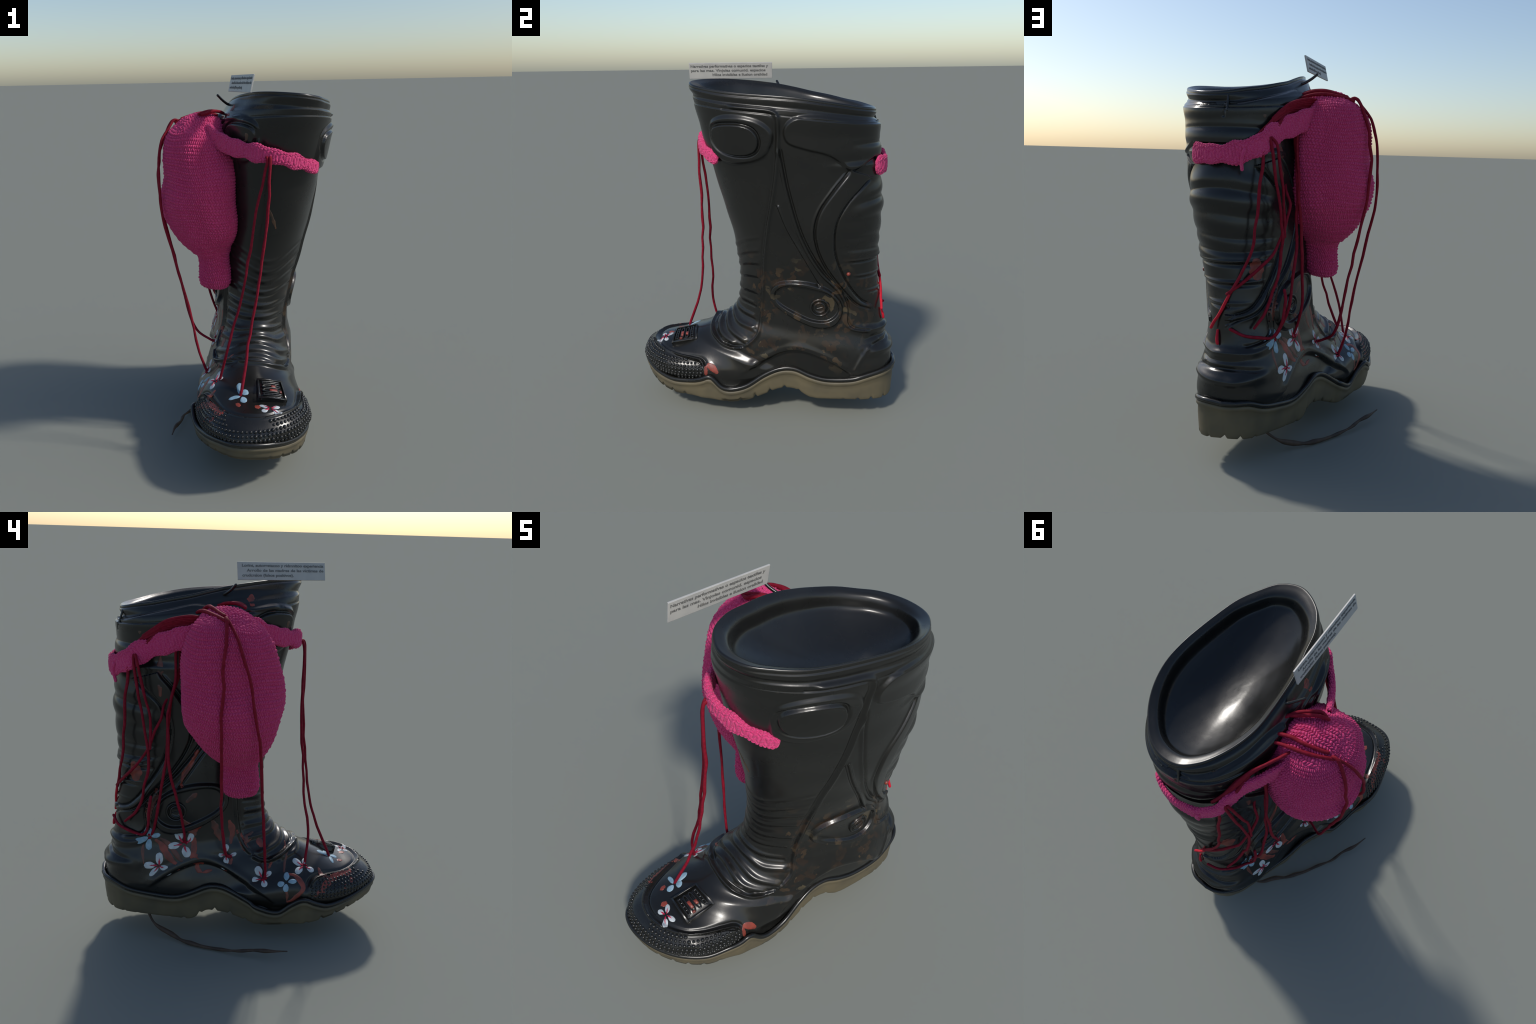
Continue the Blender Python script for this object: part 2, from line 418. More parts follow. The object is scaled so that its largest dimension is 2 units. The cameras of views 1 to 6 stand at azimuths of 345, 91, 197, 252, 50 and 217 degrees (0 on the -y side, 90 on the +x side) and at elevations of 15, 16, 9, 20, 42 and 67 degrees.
# -- folds across the calf, inside the channel, growing toward the back
calf = np.zeros(len(PV))
for left in (False, True):
    e = catmull(mirror_yz(CH2) if left else A(CH2), .012)
    sd = sdist(np.vstack([e, A([(.9, .674), (.9, 1.46), (.6, 1.46)])]), left, on_side(e, left), .12)
    calf = np.maximum(calf, smooth(.0, .11, sd))
z = PV[:, 2] + .10*smooth(0.25, .9, np.abs(SIDE))*0
sag = PV[:, 2] + .08*np.abs(SIDE)**2*(PV[:, 2] - 1.0)*.6
drift = .012*np.sin(PV[:, 0]*9 + PV[:, 2]*7)
for zc, h, w in ((1.365, .010, .050), (1.255, .013, .046), (1.150, .007, .050), (1.07, .005, .034), (1.005, .008, .022)):
    DISP += calf*h*np.exp(-((sag + drift - zc)/w)**2)
for zc, h, w in ((1.312, -.006, .020), (1.205, -.003, .022), (1.100, -.004, .016), (1.035, -.003, .012)):
    DISP += calf*h*np.exp(-((sag + drift - zc)/w)**2)
for zc in (.980, .882, .782):
    DISP += calf*(.006*np.exp(-((sag - zc)/.008)**2) - .006*np.exp(-((sag - zc + .016)/.009)**2))
# waist under the upper pad, on the back
back = smooth(.25, .55, PV[:, 1])
DISP += back*(-.006*np.exp(-((PV[:, 2] - 1.525)/.022)**2) + .006*np.exp(-((PV[:, 2] - 1.49)/.016)**2))
DISP += back*(-.006*np.exp(-((PV[:, 2] - 1.60)/.014)**2))*smooth(.4, .6, PV[:, 1])

# -- collar: flared lip, hollow, double band under the rim (rows follow the rim)
lip = .004*smooth(.02, .10, ROWS)*(1 - smooth(.14, .42, ROWS)) - .004*np.exp(-((ROWS - .50)/.10)**2)
lip += .003*smooth(.62, .68, ROWS)*(1 - smooth(.95, 1.02, ROWS)) + .006*smooth(.98, 1.04, ROWS)*(1 - smooth(1.1, 1.7, ROWS))*(1 + smooth(.3, .6, PV[:, 1]))
DISP += lip
both([(.555, 1.752), (.555, 1.69)], .0, .01)

# -- flex folds over the instep and shin, from seam to seam
FOLDS = [((.014,1.112),1.015,.003,.010),((.008,1.033),.955,.004,.010),((.007,.953),.895,.004,.010),((-.001,.870),.835,.005,.011),((-.013,.766),.765,.006,.012),((-.022,.687),.700,.007,.012),((-.027,.605),.645,.008,.013),((-.033,.535),.600,.012,.015),((-.075,.452),.566,.014,.016),((-.145,.427),.535,.014,.016),((-.205,.425),.512,.012,.014)]
def front_at(zq):
    f = CV[:, 0][CR < 16]; k = np.argmin(np.abs(f[:, 2] - zq)); return f[k]
for (yr, zr), zf, h, fw in FOLDS:
    h *= .85
    R = on_side([(yr - .012, zr)], False)[0]; L = on_side(mirror_yz([(yr - .012, zr)]), True)[0]; Fp = front_at(zf)
    c = catmull([R, .5*(R + Fp) + A([.04, -.05, 0]), Fp, .5*(L + Fp) + A([-.04, -.05, 0]), L], .012)
    c = A([BVH0.find_nearest(Vector(p))[0] for p in c])
    line(c, h, fw, .03)
    line(c + A([0, .004, -.024]), -h*.7, .009, .03)

POCKET = [(.190,-.135,.418),(.163,-.190,.410),(.120,-.258,.425),(.041,-.306,.468),(-.063,-.305,.502),(-.115,-.29,.503),(-.186,-.236,.498),(-.225,-.160,.470),(-.232,-.080,.455),(-.212,-.02,.477)]
pk = A([BVH0.find_nearest(Vector(p))[0] for p in catmull(POCKET, .012)])
line(pk, .012, .009)
line(A([BVH0.find_nearest(Vector(p))[0] for p in catmull([(x*.96, y + .016, z + .010) for x, y, z in POCKET], .012)]), -.008, .009)

# -- heel bulges
HEEL1 = [(-.048,.505,.600),(-.045,.57,.565),(.0,.65,.548),(.10,.69,.55),(.2,.67,.548),(.262,.575,.557),(.30,.505,.578),(.304,.475,.62)]
HEEL2 = [(-.075,.60,.452),(-.02,.68,.435),(.05,.73,.425),(.12,.745,.425),(.20,.72,.428),(.26,.645,.432),(.295,.56,.436)]
HEEL3 = [(-.08,.585,.462),(-.03,.67,.472),(.05,.71,.482),(.12,.72,.485),(.20,.70,.482),(.255,.64,.475),(.285,.58,.462)]
HEEL0 = [(-.07,.55,.500),(-.02,.63,.51),(.05,.695,.515),(.12,.71,.515),(.2,.68,.515),(.25,.61,.51),(.28,.55,.50)]
for c, h, w in ((HEEL1, .018, .020), (HEEL0, -.009, .013), (HEEL2, .021, .024), (HEEL3, -.017, .012)):
    line(catmull(c, .015), h, w, .07)
line(on_side(catmull([(.492,.304),(.572,.439),(.644,.490)], .012), False), .006, .012)

# -- toe cap: raised guard round the toe
CAP_EDGE = [(.222,-.335,.20),(.206,-.350,.30),(.180,-.372,.338),(.160,-.42,.348),(.125,-.515,.362),(.065,-.60,.372),(-.03,-.655,.375),(-.12,-.672,.378),(-.209,-.650,.384),(-.275,-.585,.388),(-.318,-.49,.385),(-.335,-.38,.378),(-.345,-.315,.360),(-.375,-.275,.30),(-.40,-.25,.24),(-.41,-.24,.20)]
cap3 = A([BVH0.find_nearest(Vector(p))[0] for p in catmull(CAP_EDGE, .012)])
crown = A([(p[0], p[1]) for p in CAP_EDGE[2:13]])
front = (PV[:, 1] < np.where(SIDE > 0, np.interp(PV[:, 2], [.15, .233, .343], [-.325, -.341, -.376]), np.interp(PV[:, 2], [.15, .253, .365], [-.22, -.256, -.318])))
front &= (ROWS > 9)
CAPMASK = front & ~(inside(PV[:, :2], crown) & (PV[:, 2] > .30)) & ~((PV[:, 2] > .372) & (PV[:, 1] > -.45))
nb = near(cap3, .05); d = np.full(len(PV), .05); d[nb] = np.minimum(.05, seg_dist(PV[nb], cap3))
csd = np.where(CAPMASK, d, -d)
DISP += .007*smooth(-.006, .006, csd)
line(cap3, .010, .008)
DISP -= .006*np.exp(-((csd + .016)/.009)**2)

# -- hollow rubbery unevenness
ph = rng.uniform(0, 6.28, 12)
wob = sum(np.sin(PV @ rng.normal(0, k, 3) + p) for k, p in zip([5, 7, 9, 11, 13, 16], ph))*.0008
DISP += wob
DISP[ROWS > 17.3] = DISP[ROWS > 17.3].mean()

V1 = V0 + N0*DISP.reshape(NS, NT, 1)
# ---- sole line
# plan stations round the foot: x, y, top of the tan wall, tread height
STATIONS = A([(.10,.760,.302,.150),(.200,.742,.305,.140),(.262,.68,.29,.133),(.288,.57,.262,.133),(.290,.49,.241,.136),(.276,.36,.234,.132),(.260,.266,.252,.134),(.240,.175,.285,.178),(.232,.09,.281,.178),(.233,.0,.242,.146),(.238,-.10,.178,.113),(.236,-.19,.154,.100),(.232,-.25,.167,.103),(.222,-.312,.225,.110),(.214,-.37,.207,.113),(.195,-.43,.190,.118),(.163,-.54,.182,.120),(.092,-.640,.195,.135),(.0,-.712,.215,.160),(-.095,-.753,.238,.180),(-.20,-.763,.255,.200),(-.29,-.730,.258,.205),(-.350,-.645,.245,.195),(-.392,-.53,.222,.178),(-.410,-.396,.205,.155),(-.412,-.312,.231,.141),(-.40,-.25,.255,.130),(-.365,-.19,.212,.118),(-.340,-.118,.161,.108),(-.318,-.01,.196,.114),(-.287,.028,.222,.120),(-.245,.137,.289,.162),(-.224,.195,.306,.170),(-.212,.247,.302,.175),(-.188,.321,.266,.122),(-.15,.408,.232,.120),(-.11,.539,.25,.135),(-.07,.646,.274,.145),(-.02,.715,.304,.147),(.04,.750,.304,.150)])
st = resample(catmull(np.vstack([STATIONS, STATIONS[:1]]), .004)[:-1], 720)[:-1]
# keep the wall just outside the upper
ax0, ax1 = A([.10, .58]), A([-.12, -.48])
rad = []
for x, y, zw, zb in st:
    t = np.clip(((A([x, y]) - ax0) @ (ax1 - ax0))/((ax1 - ax0) @ (ax1 - ax0)), 0, 1); o = ax0 + t*(ax1 - ax0)
    dvec = A([x, y]) - o; r = np.linalg.norm(dvec); dvec /= r
    rad.append((o[0], o[1], dvec[0], dvec[1], r))
rad = A(rad); rad[:, 4] -= .006
need = rad[:, 4] - .014*smooth(-.30, -.60, st[:, 1])
zw = np.convolve(np.r_[st[-3:, 2], st[:, 2], st[:3, 2]], np.ones(7)/7, 'valid')
# the upper tucks in behind the sole wall and rises out of it
flat = V1.reshape(-1, 3)
low = np.flatnonzero(flat[:, 2] < .40)
zb0 = st[:, 3]; need_over = np.zeros(len(low)); pos = 0
for ch in np.array_split(low, 40):
    d2 = ((flat[ch][:, None, :2] - st[None, ::2, :2])**2).sum(2); k = d2.argmin(1)*2
    r = (flat[ch][:, 0] - rad[k, 0])*rad[k, 2] + (flat[ch][:, 1] - rad[k, 1])*rad[k, 3]
    over = flat[ch][:, 2] - zw[k]
    need_over[pos:pos + len(ch)] = smooth(.11, .07, over)*.06; pos += len(ch)
    cap = need[k] - .008 + .55*np.clip(over - .012, 0, 1)
    ex = r - cap
    ex = np.where(ex > -.01, .5*(ex + np.sqrt(ex*ex + .006**2)), 0)*smooth(.10, .06, over)
    flat[ch, 0] -= rad[k, 2]*ex; flat[ch, 1] -= rad[k, 3]*ex
    # below the wall top the upper must reach the wall
    gap = np.clip(need[k] - .012 - r, 0, .07)*smooth(.11, .02, over)
    gap *= 1 - ARCH_FIELD[ch]*smooth(.012, .030, over)
    flat[ch, 0] += rad[k, 2]*gap; flat[ch, 1] += rad[k, 3]*gap
    inner = over < .0
    flat[ch, 2] = np.where(inner, np.maximum(flat[ch][:, 2], np.minimum(zb0[k] + .035, zw[k])), flat[ch][:, 2])
V1 = flat.reshape(NS, NT, 3)
soft = np.zeros(len(flat)); soft[low] = smooth(.40, .34, flat[low][:, 2])*smooth(.01, .06, need_over)
soft = soft.reshape(NS, NT, 1)
for _ in range(10):
    avg = V1.copy(); avg[1:-1] = .25*(V1[:-2] + V1[2:] + np.roll(V1, 1, 1)[1:-1] + np.roll(V1, -1, 1)[1:-1])
    V1 = V1 + soft*(avg - V1)
N1 = grid_normals(V1)
BVH1 = BVHTree.FromPolygons([Vector(v) for v in V1[::2, ::2].reshape(-1, 3)], grid_faces(NS//2, NT//2).tolist())

boot = bpy.data.objects.new("rubber_boot", None); bpy.context.scene.collection.objects.link(boot)
boot["label"] = "tall black rubber boot painted with small white and blue blossoms"
boot["category"] = "rubber boot"

faces = grid_faces(NS, NT)
f0 = V1.reshape(-1, 3)[faces[1000]]; n0 = np.cross(f0[1] - f0[0], f0[2] - f0[0])
if n0 @ N1.reshape(-1, 3)[faces[1000][0]] < 0: faces = faces[:, ::-1]
VV, NN = V1.reshape(-1, 3), N1.reshape(-1, 3)
CAPSD = csd
vert_cap = csd > 0.0
face_cap = vert_cap[faces].all(1)
for name, sel in (("upper", ~face_cap), ("toe_cap", face_cap)):
    fs = faces[sel]; used, inv = np.unique(fs, return_inverse=True)
    me = build_mesh(name, VV[used], inv.reshape(-1, 4))
    me.normals_split_custom_set_from_vertices(NN[used].tolist())
    add(name, me, boot, RUBBER)

def snap(p, off=0.0):
    loc, n, _, _ = BVH1.find_nearest(Vector(p))
    return loc, n
def out_normal(p):
    """outward normal of the finished upper near p"""
    k = ((VV[::7] - A(p))**2).sum(1).argmin()*7
    return NN[k]

# -- opening: rolled lip, sloping collar, crease and a shallow dished floor
rim = V1[0]; c0 = rim.mean(0)
pl = np.linalg.lstsq(np.c_[rim[:, :2] - c0[:2], np.ones(len(rim))], rim[:, 2], rcond=None)[0]
resid = rim[:, 2] - (np.c_[rim[:, :2] - c0[:2], np.ones(len(rim))] @ pl)
prof = [(1.0, 0), (1.001, .006), (.997, .011), (.988, .014), (.975, .013), (.955, .010), (.925, .006), (.895, .000), (.872, -.010), (.858, -.026), (.848, -.045), (.836, -.058), (.815, -.067), (.78, -.076), (.70, -.094), (.58, -.115), (.42, -.137), (.25, -.152), (.12, -.157), (.001, -.158)]
ps = catmull(A([(a, b, 0) for a, b in prof]), .012)
rings = []
for s, dz, _ in ps:
    r = c0 + (rim - c0)*s; r[:, 2] = (r[:, :2] - c0[:2]) @ pl[:2] + pl[2] + resid*s**4 + dz; rings.append(r)
O = A(rings)[:, ::2]
me = build_mesh("opening", O, grid_faces(len(O), O.shape[1], True, True)); add("opening", me, boot, RUBBER_IN)

# -- seam pin on the collar at the back
ta, tb = (A(BVH1.find_nearest(Vector(p))[0]) for p in ([.150,.62,1.752],[.150,.64,1.680]))
tabp = [ta + (tb - ta)*k + A([0, -.002, 0]) for k in (0, .35, .7, 1)]
v, f = tube(catmull(tabp, .006), .0055, 8); add("collar_tab", build_mesh("collar_tab", v, f), boot, RUBBER)

# ---------------------------------------------------------------- sole
zb = st[:, 3] - .004 - .006*smooth(.1, -.1, st[:, 1])
arc = np.r_[0, np.cumsum(np.linalg.norm(np.diff(st[:, :2], axis=0), axis=1))]
# tread blocks: scalloped edge with small gaps
blk = np.clip(np.abs(((arc/.085) % 1) - .5)*6 - 2.0, 0, 1)
zb += .020*blk*(.5 + .5*np.sin(arc*9))
def plan(off, zz):
    r = need + off
    return np.stack([rad[:, 0] + rad[:, 2]*r, rad[:, 1] + rad[:, 3]*r, zz], 1)
H = zw - zb
rings = [plan(-.14, zw + .010), plan(-.05, zw + .004), plan(-.012, zw + .004), plan(-.004, zw + .010), plan(.004, zw + .010), plan(.009, zw + .004), plan(.009, zw - .006), plan(.004, zw - .014),
         plan(.000, zw - .020), plan(.0, zw - .25*H - .015), plan(-.002, zw - .5*H - .008), plan(-.005, zw - .75*H - .004), plan(-.006, zb + .014), plan(-.010, zb + .004), plan(-.018, zb)]
rings += [plan(-.05, zb), plan(-.056, zb + .012), plan(-.062, zb + .022)]
core = np.stack([rad[:, 0], rad[:, 1], zb + .025], 1)
rings += [rings[-1]*.5 + core*.5, core]
W = A(rings); add("sole", build_mesh("sole", W, grid_faces(len(W), W.shape[1], True, True)), boot, SOLE)
# lugs under the sole
lug = []
for k in range(14):
    t = k/13; o = ax0*(1 - t) + ax1*t + A([0, .05*(1 - t) - .07*t]); u = A([ax1[1] - ax0[1], -(ax1[0] - ax0[0])]); u = u/np.linalg.norm(u)
    half = .13 if t < .5 else .20
    zq = np.interp(o[1], [-.55, -.3, -.1, .1, .22, .3, .6], [.165, .135, .118, .165, .165, .13, .14])
    for sgn in (-1, 1):
        a = o + u*.02*sgn; b = o + u*half*sgn; w2 = A([u[1], -u[0]])*.022
        top = zq + .04
        q = [a - w2, b - w2, b + w2, a + w2]
        vv = [(*p, top) for p in q] + [(*p, zq) for p in q]
        lug.append((vv, [(0, 1, 2, 3), (7, 6, 5, 4), (0, 4, 5, 1), (1, 5, 6, 2), (2, 6, 7, 3), (3, 7, 4, 0)]))
v, f = merge(lug); ob = add("tread", build_mesh("tread", v, f, False), boot, SOLE); ob["kind"] = "stuff"
# black welt bead above the tan wall
v, f = tube(plan(.003, zw + .024), .0125, 12, True); add("welt", build_mesh("welt", v, f), boot, RUBBER)

# ---------------------------------------------------------------- studs on the toe cap
CAPV = np.flatnonzero(vert_cap & (csd > .010))
capset = np.zeros(len(PV), bool); capset[CAPV] = True
tree_pts = VV[CAPV]
th8 = np.linspace(0, 2*np.pi, 9)[:-1]
rings = [(1.0, -.25), (.97, .20), (.78, .50), (.42, .72), (.02, .80)]
unit = A([[(r*np.cos(t), r*np.sin(t), h) for t in th8] for r, h in rings]); uf = grid_faces(len(rings), 8)
studs = []
ctr = Vector((-.11, -.40, .20))
for i, el in enumerate(np.radians(np.linspace(1, 40, 12))):
    ring = []
    az = np.radians(np.linspace(-122, 122, 1500))
    last = None
    for a in az:
        dvec = Vector((math.sin(a)*math.cos(el) - .0, -math.cos(a)*math.cos(el), math.sin(el)))
        h = BVH1.ray_cast(ctr, dvec)
        if h[0] is None: continue
        if last is not None and (h[0] - last).length < .0215: continue
        last = h[0]
        p = A(h[0]); dd = ((tree_pts - p)**2).sum(1); k = dd.argmin()
        if dd[k] > .004**2*2: continue
        if p[2] < np.interp(p[0], [-.4, -.2, 0, .2], [.285, .29, .255, .225]) - .01: continue
        nrm = NN[CAPV[k]]
        # worn-smooth patch on the upper inner corner
        if -.29 < p[0] < -.09 and p[2] > .338 and p[1] < -.50: continue
        if csd[CAPV[k]] < .016: continue
        s = .0098*rng.uniform(.78, 1.12)
        if p[0] < -.2: s *= .85
        t1 = np.cross(nrm, [0, 0, 1.]); t1 /= np.linalg.norm(t1) + 1e-9; t2 = np.cross(nrm, t1)
        studs.append(((p + s*(unit[..., :1]*t1 + unit[..., 1:2]*t2 + unit[..., 2:]*nrm)).reshape(-1, 3), uf))
v, f = merge(studs)
ob = add("toe_studs", build_mesh("toe_studs", v, f), boot, RUBBER); ob["kind"] = "stuff"

# ---------------------------------------------------------------- turned button on each ankle oval
def lathe(c, n, prof, seg=56):
    n = n/np.linalg.norm(n); t1 = np.cross(n, [0, 0, 1.]); t1 /= np.linalg.norm(t1); t2 = np.cross(n, t1)
    th = np.linspace(0, 2*np.pi, seg, endpoint=False)
    V = A([[c + r*(np.cos(t)*t1 + np.sin(t)*t2) + h*n for t in th] for r, h in prof])
    return V.reshape(-1, 3), grid_faces(len(prof), seg), t1, t2
BUTTON = [(.056, -.012), (.055, .004), (.052, .010), (.047, .011), (.043, .007), (.041, .002), (.038, .000), (.036, .002), (.034, .008), (.030, .011), (.026, .010), (.024, .007), (.014, .007), (.001, .007)]
for c in ((.317, .312, .703), (-.126, .388, .744)):
    n = out_normal(c); loc = A(snap(c)[0])
    v, f, t1, t2 = lathe(loc, n, BUTTON)
    b = add("ankle_button", build_mesh("ankle_button", v, f), boot, RUBBER)
    e = [loc + n*.008 + t1*.016*s + t2*.004*s for s in (-1, -.4, .4, 1)]
    v, f = tube(catmull(e, .004), .0035, 8); add("button_slot", build_mesh("button_slot", v, f), b, RUBBER)
# small painted stud at the rear outer side
n = out_normal((.334, .469, .898)); v, f, _, _ = lathe(A(snap((.334, .469, .898))[0]), n, [(.011, -.004), (.011, .005), (.008, .010), (.001, .012)], 16)
add("small_stud", build_mesh("small_stud", v, f), boot, PAINT_RED)

# ---------------------------------------------------------------- badge on the toe
BL, BR, TR, TL = A([-.112,-.546,.412]), A([.037,-.555,.378]), A([.054,-.397,.412]), A([-.083,-.409,.452])
nb_ = np.cross(BR - BL, TL - BL); nb_ /= np.linalg.norm(nb_)
def bpt(u, v, h=0.0):
    p = nb_*.010 + BL*(1-u)*(1-v) + BR*u*(1-v) + TR*u*v + TL*(1-u)*v
    return p + nb_*(h + .006*(1 - (2*u - 1)**2) - .004)
def slab(u0, u1, v0, v1, h0, h1, n=8, bev=.0):
    us = np.linspace(u0, u1, n); vs = np.linspace(v0, v1, n)
    loop = [(u, v0) for u in us] + [(u1, v) for v in vs[1:]] + [(u, v1) for u in us[::-1][1:]] + [(u0, v) for v in vs[::-1][1:-1]]
    uc, vc = .5*(u0 + u1), .5*(v0 + v1)
    R = [[bpt(u, v, h0) for u, v in loop], [bpt(u, v, h1 - bev) for u, v in loop]]
    for k, s in ((.012, 0), ):
        R.append([bpt(u + (uc - u)*bev*4, v + (vc - v)*bev*4, h1) for u, v in loop])
    R.append([bpt(uc, vc, h1) for u, v in loop])
    R = A(R); return R.reshape(-1, 3), grid_faces(len(R), len(loop))
parts = [slab(0, 1, 0, 1, -.03, .0, 8, .002)]
for a in ((0, 1, 0, .07), (0, 1, .93, 1), (0, .06, .07, .93), (.94, 1, .07, .93)):
    parts.append(slab(*a, -.004, .0065, 8, .0015))
v, f = merge(parts); badge = add("badge", build_mesh("badge", v, f), boot, RUBBER)
for k in range(4):
    vc = .20 + .2*k
    if k in (1, 2):
        th = np.linspace(0, 2*np.pi, 40, endpoint=False)
        pts = A([bpt(.5 + .33*np.sign(np.cos(t))*abs(np.cos(t))**.5, vc + .06*np.sin(t), .004) for t in th])
        v, f = tube(pts, .0045, 8, True)
    else:
        v, f = merge([tube(A([bpt(u, vc - .045, .004) for u in np.linspace(.18, .82, 14)]), .0042, 8),
                      tube(A([bpt(u, vc + .045, .004) for u in np.linspace(.18, .82, 14)]), .0042, 8)]
                     + [tube(A([bpt(u, vc + dv, .003) for dv in np.linspace(-.04, .04, 5)]), .0035, 6) for u in np.linspace(.2, .8, 5)])
    add("badge_figure", build_mesh("badge_figure", v, f), badge, RUBBER)
for u0, u1, vc in ((.42, .70, .40), (.78, .86, .36), (.50, .66, .60)):
    v, f = slab(u0, u1, vc - .05, vc + .05, .0, .0085, 6, .001); add("paint_chip", build_mesh("paint_chip", v, f), badge, PAINT_RED)

# ---------------------------------------------------------------- painted strokes and blossoms, laid on the rubber
def drape(pts2d, org, T, B, heights):
    out = []
    for (a, b), h in zip(pts2d, heights):
        p = org + a*T + b*B
        loc, n, _, _ = BVH1.find_nearest(Vector(p)); nn = (A(p) - A(loc)); n = A(n)
        k = out_ref @ n
        if k < 0: n = -n
        out.append(A(loc) + n*h)
    return A(out)
out_ref = A([0, 0, 1.])

def drop(p, nn):
    h = BVH1.ray_cast(Vector(p + nn*.03), Vector(-nn), .07)
    if h[0] is None or (h[0] - Vector(p)).length > .014: h = BVH1.find_nearest(Vector(p))
    fn = A(h[1]); return h[0], (fn if fn @ nn > 0 else -fn)

def ribbon(pts, w, name, mat, h=.0016, parent=boot, wob=.25, tips=(.45, .5)):
    """a brush stroke: a thin tapering layer that follows the surface"""
    C = catmull(pts, .006); C = resample(C, max(10, int(len(C)*1.2)))
    n = len(C); t = np.linspace(0, 1, n)
    half = .5*w*(1 - (1 - tips[0])*smooth(.35, 0, t) - (1 - tips[1])*smooth(.55, 1, t))
    half = half*(1 + wob*np.interp(t, np.linspace(0, 1, 9), rng.uniform(-1, 1, 9)))
    half[0] *= .5; half[-1] *= .35
    T = np.gradient(C, axis=0); T /= np.linalg.norm(T, axis=1)[:, None]
    rows = []
    for i in range(n):
        nn = out_normal(C[i]); s = np.cross(T[i], nn); s /= np.linalg.norm(s) + 1e-9
        r = []
        for k in np.linspace(-1, 1, 9):
            p = C[i] + s*half[i]*k
            loc, fn = drop(p, nn)
            r.append(A(loc) + fn*(h*(1 - abs(k)**6) if abs(k) < 1 else -.0004))
        rows.append(r)
    R = A(rows)
    f = grid_faces(n, 9, False)
    return add(name, build_mesh(name, R, f), parent, mat)

def petal(base, tip, w, mat, parent, h=.0045, n=out_ref):
    base, tip = A(base), A(tip)
    L = np.linalg.norm(tip - base); T = (tip - base)/L
    mid = .5*(base + tip); nn = out_normal(mid); B = np.cross(nn, T); B /= np.linalg.norm(B)
    nu, nv = 14, 11; rows = []
    bend = rng.uniform(-.12, .12)
    for u in np.linspace(0, 1, nu):
        prof_ = max(.07, (1 - abs((u - .60)/(.62 if u < .60 else .415))**2.3)**.62) if u < .999 else .12
        r = []
        for v in np.linspace(-1, 1, nv):
            rag = 1 + .06*math.sin(9*u + 7*v + L*90)
            p = base + T*L*(u*1.05 - .0) + B*(v*w*1.05*prof_*rag + bend*L*u*(1 - u))
            loc, fn = drop(p, nn)
            dome = (1 - v*v)**.5*(np.sin(np.pi*np.clip(u*.94 + .03, 0, 1)))**.5
            groove = .0012*math.exp(-(v/.15)**2)
            r.append(A(loc) + fn*(h*dome - groove*dome - .0006))
        rows.append(r)
    R = A(rows)
    return add("petal", build_mesh("petal", R, grid_faces(nu, nv, False)), parent, mat)

BLOSSOMS = [
 ("w", (-.100,.476,.440), [((-.099,.475,.446),(-.089,.471,.503),.019),((-.095,.494,.444),(-.078,.548,.442),.019),((-.101,.482,.430),(-.100,.520,.382),.016),((-.102,.472,.434),(-.118,.432,.416),.017)]),
 ("b", (-.060,.516,.593), [((-.059,.517,.597),(-.058,.521,.640),.021),((-.056,.525,.588),(-.035,.577,.565),.014),((-.060,.518,.582),(-.069,.522,.521),.017),((-.063,.507,.595),(-.078,.465,.607),.013)]),
 ("w", (-.108,.342,.551), [((-.103,.360,.576),(-.104,.379,.632),.023),((-.104,.364,.550),(-.093,.425,.537),.021),((-.110,.343,.536),(-.126,.323,.482),.023),((-.111,.316,.562),(-.116,.301,.613),.017)]),
 ("w", (-.164,.122,.484), [((-.156,.128,.502),(-.147,.120,.537),.014),((-.159,.140,.488),(-.156,.165,.481),.014),((-.167,.127,.473),(-.184,.131,.431),.015),((-.169,.104,.480),(-.170,.072,.491),.011)]),
 ("w", (-.265,-.055,.359), [((-.244,-.049,.375),(-.221,-.031,.419),.020),((-.258,-.036,.358),(-.248,.003,.350),.019),((-.274,-.060,.355),(-.303,-.056,.331),.017),((-.260,-.069,.367),(-.248,-.104,.391),.015)]),
 ("w", (-.275,-.290,.412), [((-.266,-.276,.416),(-.232,-.238,.438),.018),((-.277,-.276,.409),(-.301,-.236,.388),.018),((-.288,-.301,.406),(-.309,-.333,.396),.016),((-.264,-.289,.418),(-.236,-.306,.435),.012)]),
 ("b", (-.322,-.171,.357), [((-.317,-.174,.362),(-.283,-.189,.389),.015),((-.322,-.161,.354),(-.320,-.126,.343),.015),((-.328,-.169,.351),(-.353,-.161,.317),.015),((-.324,-.182,.358),(-.334,-.225,.362),.013)]),
 ("w", (-.067,-.611,.386), [((-.073,-.600,.389),(-.111,-.572,.396),.012),((-.055,-.604,.387),(-.015,-.596,.383),.013),((-.082,-.615,.386),(-.114,-.624,.386),.013),((-.057,-.623,.382),(-.017,-.652,.365),.014)]),
 ("b", (-.183,-.484,.415), [((-.186,-.473,.418),(-.175,-.407,.443),.017),((-.177,-.475,.418),(-.146,-.460,.426),.018),((-.181,-.490,.413),(-.178,-.529,.403),.017),((-.191,-.484,.414),(-.248,-.478,.405),.011)]),
]
for kind, c, petals in BLOSSOMS:
    e = bpy.data.objects.new("blossom", None); bpy.context.scene.collection.objects.link(e); e.parent = boot
    for b_, t_, w_ in petals:
        petal(b_, t_, w_, PETAL_WHITE if kind == "w" else PETAL_BLUE, e)
        if kind == "w":   # crimson flush at the root of the petal
            b3, t3 = A(b_), A(t_)
            c3 = A(c)
            r = ribbon([c3*.5 + b3*.5, b3*.75 + t3*.25, b3*.45 + t3*.55], w_*.55, "petal_flush", PETAL_RED, .0052, e, .4, (.8, .3))

